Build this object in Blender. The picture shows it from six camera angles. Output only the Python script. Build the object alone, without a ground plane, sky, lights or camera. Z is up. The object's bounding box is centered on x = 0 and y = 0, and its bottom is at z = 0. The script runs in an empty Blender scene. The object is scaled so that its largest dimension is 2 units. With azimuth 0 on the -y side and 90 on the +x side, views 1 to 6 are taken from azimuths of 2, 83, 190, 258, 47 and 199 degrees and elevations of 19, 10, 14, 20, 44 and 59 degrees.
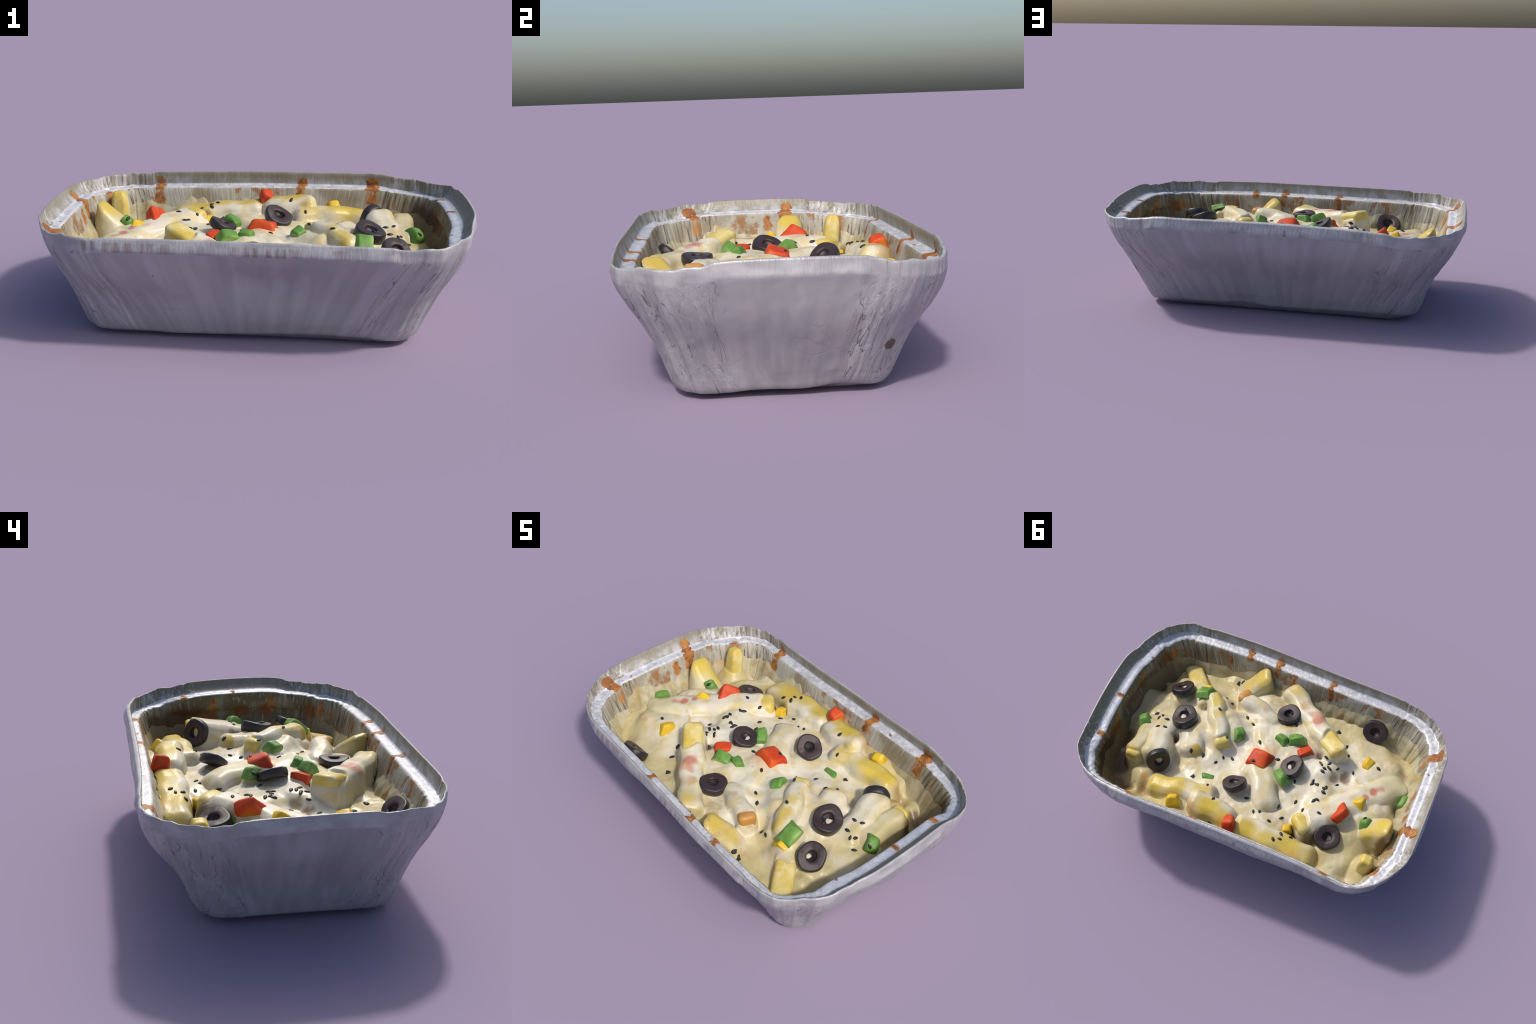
# Foil tray of cheese-baked potato sticks with olives, peppers and sesame.
import math, random
import numpy as np

# ------------------------------------------------------------------ numbers
TILT = math.radians(-3.4)            # the tray stands turned a little about z
CT, ST = math.cos(TILT), math.sin(TILT)
BASE_C = (-0.013, -0.008)            # middle of the tray's foot

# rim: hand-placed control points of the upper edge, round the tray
RIM = [(0.623, -0.659, 0.525), (0.298, -0.652, 0.532), (-0.017, -0.629, 0.532),
       (-0.325, -0.606, 0.531), (-0.686, -0.578, 0.527), (-0.824, -0.526, 0.523),
       (-0.916, -0.448, 0.523), (-0.976, -0.313, 0.531), (-0.984, -0.224, 0.538),
       (-0.983, -0.059, 0.541), (-0.979, 0.071, 0.540), (-0.973, 0.222, 0.538),
       (-0.960, 0.383, 0.527), (-0.906, 0.493, 0.513), (-0.833, 0.581, 0.513),
       (-0.744, 0.632, 0.514), (-0.640, 0.641, 0.519), (-0.418, 0.616, 0.530),
       (-0.088, 0.598, 0.540), (0.189, 0.590, 0.542), (0.494, 0.583, 0.541),
       (0.602, 0.575, 0.542), (0.787, 0.542, 0.526), (0.904, 0.478, 0.520),
       (0.972, 0.374, 0.530), (0.978, 0.206, 0.552), (0.983, 0.003, 0.560),
       (0.975, -0.224, 0.560), (0.945, -0.351, 0.548), (0.912, -0.474, 0.538),
       (0.827, -0.591, 0.530), (0.735, -0.651, 0.524)]
NS = 1500                            # samples round the tray


def smooth(a, b, x):
    t = np.clip((x - a) / (b - a), 0.0, 1.0)
    return t * t * (3 - 2 * t)


def ring_noise(n, freq, seed):
    """smooth periodic 1-D noise, about -1..1, with `freq` knots round the ring"""
    k = np.random.RandomState(seed).uniform(-1, 1, freq)
    u = np.arange(n) / n * freq
    i = np.floor(u).astype(int)
    f = u - i
    f = f * f * (3 - 2 * f)
    return k[i % freq] * (1 - f) + k[(i + 1) % freq] * f


_w = np.random.RandomState(5)
_WAVES = [(_w.normal(0, 1, 2), _w.uniform(0, 6.28)) for _ in range(14)]


def lumps(x, y, scale):
    """cheap smooth 2-D noise, roughly -1..1"""
    v = np.zeros_like(x)
    for d, p in _WAVES:
        v += np.sin((d[0] * x + d[1] * y) * scale + p + 1.3 * np.sin(d[1] * x * scale * .6 - d[0] * y * scale * .5))
    return v / 5.0


def closed_curve(pts, n):
    P = np.array(pts, float)
    m = len(P)
    out = []
    for i in range(m):
        a, b, c, d = P[i - 1], P[i], P[(i + 1) % m], P[(i + 2) % m]
        t = np.linspace(0, 1, 40, endpoint=False)[:, None]
        out.append(.5 * (2 * b + (c - a) * t + (2 * a - 5 * b + 4 * c - d) * t ** 2 + (3 * b - a - 3 * c + d) * t ** 3))
    Q = np.vstack(out)
    Q = np.vstack([Q, Q[:1]])
    s = np.r_[0, np.cumsum(np.linalg.norm(np.diff(Q[:, :2], axis=0), axis=1))]
    u = np.linspace(0, s[-1], n, endpoint=False)
    return np.stack([np.interp(u, s, Q[:, k]) for k in range(3)], 1)


def to_tray(x, y):
    """world -> tray frame (long axis along X)"""
    return x * CT + y * ST, -x * ST + y * CT


def from_tray(X, Y):
    return X * CT - Y * ST, X * ST + Y * CT


# the control points run clockwise seen from above
RC = closed_curve(RIM, NS)
RX, RY = to_tray(RC[:, 0], RC[:, 1])
tang = np.roll(RC[:, :2], -1, 0) - np.roll(RC[:, :2], 1, 0)
tang /= np.linalg.norm(tang, axis=1)[:, None]
OUT = np.stack([-tang[:, 1], tang[:, 0]], 1)
OUT *= np.sign((OUT * RC[:, :2]).sum(1))[:, None]

# corner mask: 1 on the pleated corners, 0 on the four straight runs
LONG = smooth(.66, .60, np.abs(RX)) * (np.abs(RY) > .5)
SHORT = smooth(.30, .24, np.abs(RY)) * (np.abs(RX) > .85)
FLAT = np.maximum(LONG, SHORT)
CORNER = 1 - FLAT


def base_outline(hx, hy, r, n=NS):
    """point of a rounded rectangle in the direction of each rim sample"""
    bx, by = to_tray(*BASE_C)
    phi = np.arctan2((RY - by * .6) / .61, (RX - bx * .6) / .99)
    dx, dy = np.cos(phi) * hx, np.sin(phi) * hy
    lo, hi = np.zeros(n), np.full(n, 2.0)
    for _ in range(40):
        m = (lo + hi) / 2
        qx, qy = np.abs(dx * m) - (hx - r), np.abs(dy * m) - (hy - r)
        sd = np.hypot(np.maximum(qx, 0), np.maximum(qy, 0)) + np.minimum(np.maximum(qx, qy), 0) - r
        lo, hi = np.where(sd < 0, m, lo), np.where(sd < 0, hi, m)
    x, y = from_tray(dx * lo, dy * lo)
    return np.stack([x + BASE_C[0], y + BASE_C[1]], 1)


FOOT = base_outline(.746, .402, .125)
INW = FOOT - RC[:, :2]
INW_LEN = np.linalg.norm(INW, axis=1)

# which straight run or corner each sample belongs to
SIDE_YP = smooth(.30, .50, RY) * smooth(.92, .80, np.abs(RX))
SIDE_YM = smooth(.30, .50, -RY) * smooth(.92, .80, np.abs(RX))
SIDE_XP = smooth(.75, .92, RX) * smooth(.50, .34, np.abs(RY))
SIDE_XM = smooth(.75, .92, -RX) * smooth(.50, .34, np.abs(RY))


def hump(a, a0, wa):
    return np.exp(-((a - a0) / wa) ** 2)


def dent(zn):
    """bulges (+) and dents (-) of the outer wall, metres outward"""
    hz = lambda z0, wz: math.exp(-((zn - z0) / wz) ** 2)
    return (SIDE_YP * (hump(RX, -.05, .70) * .050 * hz(.70, .24) + hump(RX, .62, .20) * .026 * hz(.74, .2)
                       - hump(RX, -.70, .25) * .012 * hz(.35, .25))
            + .030 * SIDE_XP * hz(.52, .30) - .034 * SIDE_XP * hump(RY, -.26, .18) * hz(.38, .25)
            + .016 * SIDE_XP * hump(RY, .04, .15) * hz(.70, .18)
            - .022 * SIDE_XM * hump(RY, .25, .13) * hz(.34, .20) - .018 * SIDE_XM * hump(RY, -.10, .08) * hz(.35, .2)
            + .014 * SIDE_XM * hump(RY, .04, .12) * hz(.66, .16) + .016 * SIDE_XM * hump(RY, -.26, .12) * hz(.62, .22)
            - .040 * SIDE_YM * hump(RX, .10, .20) * hz(.60, .17) + .022 * SIDE_YM * hump(RX, -.45, .24) * hz(.66, .16)
            - .024 * SIDE_YM * hump(RX, .45, .30) * hz(.36, .25) - .010 * SIDE_YM * hump(RX, -.60, .2) * hz(.30, .2)
            + .006 * SIDE_YM * hz(.84, .12))


# inward direction square to the rim, leaning to the foot in the corners
INN = -OUT * .75 + INW / INW_LEN[:, None] * .25
INN /= np.linalg.norm(INN, axis=1)[:, None]

# pleats: fine irregular ribs round the corners, broad flutes on the flats
PLEAT = (ring_noise(NS, 330, 1) * .6 + ring_noise(NS, 190, 2) * .7) * CORNER
FLUTE = ring_noise(NS, 75, 3) * FLAT
WAVE = ring_noise(NS, 26, 4)
JAG = (ring_noise(NS, 170, 6) * .6 + ring_noise(NS, 60, 7)) * CORNER

# outer profile: height (share of rim height), inward share on corners, on flats
OUTER = [(1.0, 0.0, 0.0), (.975, .0, .0), (.94, .012, .0), (.90, .025, -.01), (.875, .045, .015),
         (.82, .095, .085), (.74, .180, .190), (.65, .285, .300), (.56, .41, .405), (.50, .485, .475),
         (.42, .585, .570), (.33, .675, .665), (.25, .755, .750), (.17, .83, .840), (.12, .875, .895),
         (.08, .92, .935), (.055, .96, .97), (.04, .995, 1.005), (.03, 1.07, 1.08)]


def outer_ring(zn, fc, ff, k):
    f = (fc * CORNER + ff * FLAT)[:, None]
    mid = math.sin(math.pi * min(1, max(0, zn)))            # ribs fade at rim and foot
    amp = .0056 * PLEAT * (.35 + .65 * mid) + .002 * FLUTE * mid + .004 * WAVE * mid
    band = np.exp(-((zn - .93) / .05) ** 2) * FLAT * (.006 + .003 * WAVE) * (1 - .7 * SIDE_XP)
    xy = RC[:, :2] + INW * f + OUT * (amp + band + dent(zn))[:, None]
    z = zn * ZTOP
    # creases beaten into the thin foil
    sx = np.arange(NS) / NS * 5.2
    cr = lumps(sx + .5 * zn, sx * .3 + zn * .53, 17.0)
    xy = xy + OUT * ((.0022 * mid * (.5 - np.abs(cr)) + .0007 * mid * lumps(sx * .6 - zn, sx + zn * .6, 45.0)))[:, None]
    if zn < .2:
        z = z + (1 - zn / .2) * (.012 * (1 + ring_noise(NS, 26, 8)) + .010 * SIDE_YP)
    return np.c_[xy, z]


ZTOP = RC[:, 2] + .006 * JAG + .004 * (FLAT - .5)


def wall_inset(z):
    """how far the inner wall stands in from the rim at height z"""
    return np.interp(z, [.02, .06, .10, .15, .20, .30, .40, .455], [.31, .27, .245, .215, .185, .138, .105, .089])


# ledge: outer and inner edge, in from the rim; extra inset of the inner wall
LEDGE_OUT = .030 - .030 * SIDE_YP - .008 * SIDE_YM + .022 * SIDE_XP + .022 * SIDE_XM
LEDGE_IN = .084 - .036 * SIDE_YP - .010 * SIDE_YM + .016 * SIDE_XP + .010 * SIDE_XM
LEDGE_UP = .010 * SIDE_XP + .004 * SIDE_XM - .006 * SIDE_YP
WALL_IN = LEDGE_IN - .084


LEVELS = np.linspace(.04, .50, 47)


def _wall_table():
    zs, ins = [], []
    for zn in np.linspace(.97, .06, 40):
        fc = [float(np.interp(zn, [p[0] for p in OUTER[::-1]], [p[k] for p in OUTER[::-1]])) for k in (1, 2)]
        ring = outer_ring(float(zn), *fc, 0)
        zs.append(ring[:, 2])
        ins.append(((ring[:, :2] - RC[:, :2]) * INN).sum(1))
    zs, ins = np.array(zs)[::-1], np.array(ins)[::-1]
    out = np.zeros((len(LEVELS), NS))
    for i in range(NS):
        out[:, i] = np.interp(LEVELS, zs[:, i], ins[:, i])
    return np.maximum(np.array([wall_inset(l) + WALL_IN - .03 * SIDE_XP * (l < .42) for l in LEVELS]), out + .012)


def wall_at(z):
    """inset of the inner wall at height z (scalar or one per sample)"""
    q = np.clip((np.broadcast_to(z, (NS,)) - LEVELS[0]) / (LEVELS[1] - LEVELS[0]), 0, len(LEVELS) - 1.001)
    i = q.astype(int)
    k = np.arange(NS)
    return WALL[i, k] * (1 - q + i) + WALL[i + 1, k] * (q - i)


def inner_ring(inset, z, rib, flute=0):
    xy = RC[:, :2] + INN * inset + OUT * (rib * PLEAT + flute * FLUTE)[:, None]
    return np.c_[xy, z + 0 * ZTOP]


WALL = _wall_table()

# --------------------------------------------------------------- the filling
# potato sticks lying in the cheese: two ends of the top line (x, y, z), half
# width, sag of the middle, share of the length bare at the first / last end
STICKS = [
    ((-.405, -.150, .482), (.03, -.515, .420), .054, -.022, .20, .00),
    ((-.315, .345, .414), (-.79, -.170, .345), .068, .014, .03, .00),
    ((-.130, .300, .392), (.085, -.100, .378), .064, .026, .00, .00),
    ((.165, .335, .404), (.555, .382, .385), .052, .022, .00, .00),
    ((.275, .415, .464), (.010, .440, .428), .056, .000, .00, .00),
    ((.000, .445, .415), (-.470, .480, .368), .058, .004, .00, .00),
    ((.245, .030, .435), (.440, -.290, .434), .044, .026, .06, .00),
    ((.395, .120, .418), (.530, -.160, .378), .058, .004, .00, .00),
    ((.440, -.215, .430), (.690, -.535, .285), .052, -.004, .00, .50),
    ((.708, .275, .420), (.695, -.020, .380), .046, .008, .06, .00),
    ((.585, .240, .455), (.635, -.080, .376), .060, .000, .00, .00),
    ((.160, -.515, .462), (.335, -.425, .305), .056, .012, .00, .00),
    ((.285, -.355, .434), (.000, -.250, .400), .044, .004, .12, .00),
    ((-.812, .205, .488), (-.640, .188, .338), .058, -.006, .00, .00),
    ((.10, -.20, .398), (-.04, .00, .400), .050, .004, .00, .00),
]
# low places of the cheese between the sticks
LOW = [(.372, -.385, .297), (.303, -.289, .305), (.334, -.488, .300), (-.40, -.296, .304), (-.33, -.38, .298),
       (-.63, -.196, .362), (-.60, -.35, .305), (-.80, -.28, .305), (-.84, -.02, .290), (-.452, -.008, .350),
       (-.357, -.048, .395), (-.186, .252, .350), (-.101, .327, .360), (.235, .27, .366), (.328, .244, .345),
       (.174, .065, .355), (.36, .083, .365), (.072, -.112, .378), (.146, -.188, .380), (.197, -.226, .366),
       (.655, .038, .388), (.628, -.038, .380), (.708, -.064, .355), (.75, -.2, .318), (.75, -.3, .275),
       (.76, .36, .225), (.81, .24, .260), (.66, .43, .275), (-.33, .385, .330), (-.60, .40, .315),
       (-.85, .30, .235), (-.86, .14, .265), (-.82, .42, .220), (.10, -.53, .325), (-.15, -.20, .388),
       (.52, -.45, .284), (.52, .285, .310), (-.25, .12, .378), (-.05, .15, .350), (-.39, .08, .390),
       (-.37, .16, .397), (-.26, .19, .367), (.378, .445, .378), (.12, -.24, .402), (-.025, -.33, .380),
       (-.12, -.52, .30), (-.30, -.52, .285), (-.55, -.48, .285), (-.76, -.42, .200), (.87, .06, .265),
       (-.52, .53, .310), (-.15, .54, .345), (-.72, .50, .230), (.25, .53, .350), (.50, .47, .325), (.62, .50, .220),
       (-.27, .33, .340), (.70, -.46, .235), (.60, -.52, .245), (-.55, .27, .350), (.245, -.09, .425),
       (.31, -.05, .440), (.42, -.03, .420), (.52, -.07, .392), (.56, -.2, .355), (.25, -.14, .428), (.29, -.18, .436),
       (-.05, -.17, .415), (-.10, -.08, .408), (.02, .02, .412), (-.69, .07, .378), (-.75, .02, .350), (.0, -.11, .410),
       (.34, -.24, .418), (.36, -.28, .385), (.10, -.41, .385), (.66, -.36, .335), (.62, .31, .350), (.69, -.24, .340),
       (.79, -.42, .185), (.80, .46, .180), (.02, .385, .360), (.40, .28, .335), (-.44, .27, .330), (-.67, -.45, .230),
       (.53, -.54, .24), (-.62, .14, .378), (.85, -.20, .300), (.87, -.08, .285), (.83, -.32, .265),
       (-.86, -.25, .290), (-.88, .02, .265), (-.82, -.36, .250), (-.71, -.23, .372)]


# hollows between the sticks: place, reach, depth, strength of the brown painted for their shadow
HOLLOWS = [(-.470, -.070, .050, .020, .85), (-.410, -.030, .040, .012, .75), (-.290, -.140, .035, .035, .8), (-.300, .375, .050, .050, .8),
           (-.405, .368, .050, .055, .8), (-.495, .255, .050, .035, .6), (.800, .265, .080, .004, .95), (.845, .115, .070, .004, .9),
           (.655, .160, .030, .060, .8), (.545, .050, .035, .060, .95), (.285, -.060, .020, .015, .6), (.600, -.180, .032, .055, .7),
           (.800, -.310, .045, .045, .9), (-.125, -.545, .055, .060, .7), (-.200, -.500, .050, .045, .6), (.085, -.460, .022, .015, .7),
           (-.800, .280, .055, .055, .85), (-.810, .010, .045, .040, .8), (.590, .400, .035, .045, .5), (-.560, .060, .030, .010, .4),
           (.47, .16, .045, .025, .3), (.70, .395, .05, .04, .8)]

# pieces the melted cheese holds on to: place, height, reach
CLING = [(.087, .229, .366, .06), (-.176, .012, .384, .06), (-.03, -.321, .376, .065), (.525, -.069, .382, .06),
         (.628, -.268, .352, .06), (.012, .035, .402, .075), (-.205, -.125, .395, .05), (.02, .48, .415, .045),
         (-.527, .195, .375, .05), (-.131, .092, .398, .05), (-.134, -.178, .405, .055), (-.052, -.139, .410, .045),
         (.186, -.095, .402, .05), (.488, -.285, .405, .05), (.755, .01, .355, .05), (.378, .445, .385, .04),
         (-.566, -.199, .338, .045), (-.5, .328, .322, .06), (-.674, .191, .345, .030), (-.748, .405, .345, .055)]


def smax(a, b, k):
    h = np.clip(.5 + .5 * (a - b) / k, 0, 1)
    return b * (1 - h) + a * h + k * h * (1 - h)


def stick_frame(s):
    a, b = np.array(s[0]), np.array(s[1])
    d = (b - a)[:2]
    L = float(np.hypot(*d))
    return a, b, d / L, L


def cheese_height(x, y):
    x, y = np.asarray(x, float), np.asarray(y, float)
    num, den = np.zeros_like(x), np.zeros_like(x)
    for lx, ly, lz in LOW:
        w = 1.0 / ((x - lx) ** 2 + (y - ly) ** 2 + .0009) ** 1.6
        num += w * lz
        den += w
    h = num / den
    for hx, hy, r, dep, _ in HOLLOWS:
        h = h - dep * np.exp(-((x - hx) ** 2 + (y - hy) ** 2) / (r * r))
    h = h + .0055 * lumps(x, y, 13.0) + .0035 * lumps(y, -x, 27.0) + .0012 * lumps(x + y, y - x, 62.0)
    for s in STICKS:
        a, b, u, L = stick_frame(s)
        w = s[2]
        t = (x - a[0]) * u[0] + (y - a[1]) * u[1]
        c = -(x - a[0]) * u[1] + (y - a[1]) * u[0] + .006 * np.sin(t * 38 + a[0] * 40)
        tn = np.clip(t / L, 0, 1)
        top = a[2] + (b[2] - a[2]) * tn + s[3] * 4 * tn * (1 - tn)
        da = np.maximum(np.abs(t - L / 2) - (L / 2 - .7 * w), 0)
        dc = np.maximum(np.abs(c) - .36 * w, 0)
        d = np.hypot(da, dc)
        cover = top + .006 - .046 * (d / w) ** 2 - .42 * np.maximum(d / w - .76, 0) ** 1.35 + .004 * lumps(x, y, 22.0)
        # where the stick is bare the cheese hangs lower and the stick shows
        rag = .05 * lumps(x, y, 30.0) * (s[4] > 0 or s[5] > 0)
        bare = np.zeros_like(x)
        if s[4] > 0:
            bare = np.maximum(bare, smooth(s[4] + .10, s[4] - .02, t / L + rag))
        if s[5] > 0:
            bare = np.maximum(bare, smooth(1 - s[5] - .10, 1 - s[5] + .02, t / L + rag))
        cover = cover - .034 * bare
        h = smax(cover, h, .011)
    # the cheese clings to the olives and peppers that sank into it
    for px, py, pz, r in CLING:
        d = np.hypot(x - px, y - py)
        h = smax(pz - .006 - 1.25 * np.maximum(d - .75 * r, 0) - .010 * (d < 0), h, .018)
    return h


#==BUILD==
import bpy, bmesh
from mathutils import Vector, Matrix, Euler, noise as mnoise

random.seed(11)
scene = bpy.context.scene
COL = scene.collection


# ------------------------------------------------------------ node utilities
class Mat:
    """small wrapper to write node graphs tersely"""

    def __init__(self, name, rough=.5, spec=.3):
        self.m = bpy.data.materials.new(name)
        self.m.use_nodes = True
        self.t = self.m.node_tree
        self.b = self.t.nodes['Principled BSDF']
        self.b.inputs['Roughness'].default_value = rough
        self.b.inputs['Specular IOR Level'].default_value = spec
        self.pos = self.n('ShaderNodeTexCoord').outputs['Object']

    def n(self, kind, **kw):
        nd = self.t.nodes.new(kind)
        for k, v in kw.items():
            setattr(nd, k, v)
        return nd

    def put(self, sock, v):
        if hasattr(v, 'is_linked') or isinstance(v, bpy.types.NodeSocket):
            self.t.links.new(v, sock)
        elif isinstance(v, (tuple, list)) and len(v) == 3 and sock.type == 'RGBA':
            sock.default_value = (*v, 1)
        else:
            sock.default_value = v

    def math(self, op, a, b=0.0, c=0.0, clamp=False):
        nd = self.n('ShaderNodeMath', operation=op, use_clamp=clamp)
        for i, v in enumerate((a, b, c)):
            self.put(nd.inputs[i], v)
        return nd.outputs[0]

    def scaled(self, s, vec=None):
        nd = self.n('ShaderNodeMapping')
        self.put(nd.inputs['Vector'], vec or self.pos)
        nd.inputs['Scale'].default_value = s if isinstance(s, tuple) else (s, s, s)
        return nd.outputs[0]

    def noise(self, scale, detail=3, rough=.55, vec=None, distort=0.0):
        nd = self.n('ShaderNodeTexNoise')
        self.put(nd.inputs['Vector'], self.scaled(scale, vec))
        nd.inputs['Scale'].default_value = 1
        nd.inputs['Detail'].default_value = detail
        nd.inputs['Roughness'].default_value = rough
        nd.inputs['Distortion'].default_value = distort
        return nd.outputs['Fac']

    def ramp(self, v, a, b, lo=0.0, hi=1.0):
        nd = self.n('ShaderNodeMapRange', interpolation_type='SMOOTHSTEP')
        for i, q in enumerate((v, a, b, lo, hi)):
            self.put(nd.inputs[i], q)
        return nd.outputs[0]

    def mix(self, f, a, b, blend='MIX'):
        nd = self.n('ShaderNodeMix', data_type='RGBA', blend_type=blend)
        self.put(nd.inputs[0], f)
        self.put(nd.inputs[6], a)
        self.put(nd.inputs[7], b)
        return nd.outputs[2]

    def xyz(self):
        nd = self.n('ShaderNodeSeparateXYZ')
        self.put(nd.inputs[0], self.pos)
        return nd.outputs

    def blob(self, centre, r, vec, soft=.45, stretch=(1, 1, 1)):
        """soft-edged ball mask about a place on the object"""
        nd = self.n('ShaderNodeVectorMath', operation='SUBTRACT')
        self.put(nd.inputs[0], vec)
        nd.inputs[1].default_value = centre
        ln = self.n('ShaderNodeVectorMath', operation='LENGTH')
        self.put(ln.inputs[0], self.scaled(stretch, nd.outputs[0]))
        return self.ramp(ln.outputs['Value'], r, r * soft)

    def wobbly(self, amount, scale):
        """position pushed about by noise, for ragged mask outlines"""
        nd = self.n('ShaderNodeTexNoise')
        self.put(nd.inputs['Vector'], self.pos)
        nd.inputs['Scale'].default_value = scale
        nd.inputs['Detail'].default_value = 3
        s = self.n('ShaderNodeVectorMath', operation='SUBTRACT')
        self.put(s.inputs[0], nd.outputs['Color'])
        s.inputs[1].default_value = (.5, .5, .5)
        m = self.n('ShaderNodeVectorMath', operation='MULTIPLY_ADD')
        self.put(m.inputs[0], s.outputs[0])
        m.inputs[1].default_value = (amount,) * 3
        self.put(m.inputs[2], self.pos)
        return m.outputs[0]

    def bump(self, h, strength, dist):
        nd = self.n('ShaderNodeBump')
        nd.inputs['Strength'].default_value = strength
        nd.inputs['Distance'].default_value = dist
        self.put(nd.inputs['Height'], h)
        self.t.links.new(nd.outputs[0], self.b.inputs['Normal'])

    def colour(self, c):
        self.put(self.b.inputs['Base Color'], c)
        return self.m


def fall_line(M, s0, s1):
    """coordinates that stay constant down the flaring wall, for streaks"""
    o = M.xyz()
    k = M.math('MULTIPLY_ADD', o[2], s1, s0)
    nd = M.n('ShaderNodeCombineXYZ')
    M.put(nd.inputs[0], M.math('DIVIDE', o[0], k))
    M.put(nd.inputs[1], M.math('DIVIDE', o[1], k))
    M.put(nd.inputs[2], o[2])
    return nd.outputs[0]


def corner_mask(M):
    """1 on the four rounded corners of the tray (tray frame, position only)"""
    o = M.xyz()
    X = M.math('ABSOLUTE', M.math('ADD', M.math('MULTIPLY', o[0], CT), M.math('MULTIPLY', o[1], ST)))
    Y = M.math('ABSOLUTE', M.math('SUBTRACT', M.math('MULTIPLY', o[1], CT), M.math('MULTIPLY', o[0], ST)))
    zz = M.math('MULTIPLY_ADD', o[2], .45, .72)
    X = M.math('DIVIDE', X, zz)
    Y = M.math('DIVIDE', Y, zz)
    return M.math('MULTIPLY', M.ramp(X, .60, .68), M.ramp(Y, .22, .30))


def foil_outside(name):
    M = Mat(name, .42, .5)
    fl = fall_line(M, .62, .72)
    cm = corner_mask(M)
    broad = M.noise((14, 14, .8), 2, .5, fl)
    fine = M.noise((64, 64, 4.5), 4, .6, fl, .4)
    c = M.mix(M.ramp(broad, .32, .68), (.335, .33, .35), (.415, .41, .43))
    blot = M.noise(5, 3)
    c = M.mix(M.ramp(blot, .45, .7, 0, .35), c, (.36, .34, .35))
    line = M.math('MULTIPLY', M.ramp(fine, .60, .70), M.math('MULTIPLY_ADD', cm, .62, .03))
    c = M.mix(line, c, (.13, .12, .13))
    c = M.mix(M.math('MULTIPLY', M.ramp(fine, .42, .30), M.math('MULTIPLY', cm, .35)), c, (.56, .55, .57))
    ridge = M.math('ABSOLUTE', M.math('SUBTRACT', M.noise((24, 24, 2.2), 2, .5, fl, .5), .5))
    some = M.ramp(M.noise((13, 13, 5), 2, .5, fl), .50, .60)
    fold = M.math('MULTIPLY', M.math('MULTIPLY', M.ramp(ridge, .022, .004), some), M.math('MULTIPLY_ADD', cm, .66, .03))
    c = M.mix(fold, c, (.10, .095, .10))
    big = M.n('ShaderNodeTexVoronoi', feature='DISTANCE_TO_EDGE')
    M.put(big.inputs['Vector'], M.scaled((5.5, 5.5, 5.5), M.wobbly(.12, 5)))
    big.inputs['Scale'].default_value = 1
    dentline = M.math('MULTIPLY', M.ramp(big.outputs['Distance'], .03, .0), M.ramp(M.noise(4.1, 2), .52, .60))
    c = M.mix(M.math('MULTIPLY', dentline, .10), c, (.22, .21, .22))
    spot = M.noise(38, 2)
    c = M.mix(M.ramp(spot, .75, .79, 0, .6), c, (.16, .14, .13))
    # one brown crumb stain near a lower corner
    c = M.mix(M.blob((.79, .325, .200), .028, M.wobbly(.012, 40), .8, (.3, 1, 1)), c, (.10, .07, .045))
    M.bump(M.math('ADD', M.math('MULTIPLY', fine, M.math('MULTIPLY_ADD', cm, .8, .12)), M.math('SUBTRACT', M.math('MULTIPLY', blot, .6), M.math('ADD', M.math('MULTIPLY', fold, .5), M.math('MULTIPLY', dentline, .08)))), .45, .012)
    M.b.inputs['Metallic'].default_value = .12
    return M.colour(c)


def foil_rim():
    M = Mat('foil_rim', .52, .35)
    cm = corner_mask(M)
    fine = M.noise((75, 75, 5), 3, .6)
    mid = M.noise((16, 16, 10), 3, .6)
    o = M.xyz()
    upper = M.ramp(M.math('MULTIPLY_ADD', M.noise((7, 7, 5), 2), .05, o[2]), .520, .550)
    c = M.mix(M.ramp(mid, .36, .66), (.29, .27, .225), (.43, .42, .425))  # khaki and grey foil reflections tinted into the base colour
    c = M.mix(M.math('MULTIPLY', upper, .65), c, (.225, .20, .15))
    c = M.mix(M.ramp(o[0], .72, .92, 0, .55), c, (.17, .165, .13))  # +x upstand darkened to carry its baked shade
    c = M.mix(M.math('MULTIPLY', M.ramp(fine, .50, .66), M.math('MULTIPLY_ADD', cm, .75, .10)), c, (.16, .14, .10))
    c = M.mix(M.math('MULTIPLY', M.ramp(fine, .44, .32), M.math('MULTIPLY_ADD', cm, .5, .15)), c, (.60, .60, .64))
    c = stains(M, c, 0, .075)
    M.bump(fine, .3, .01)
    M.b.inputs['Metallic'].default_value = .15
    return M.colour(c)


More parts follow.
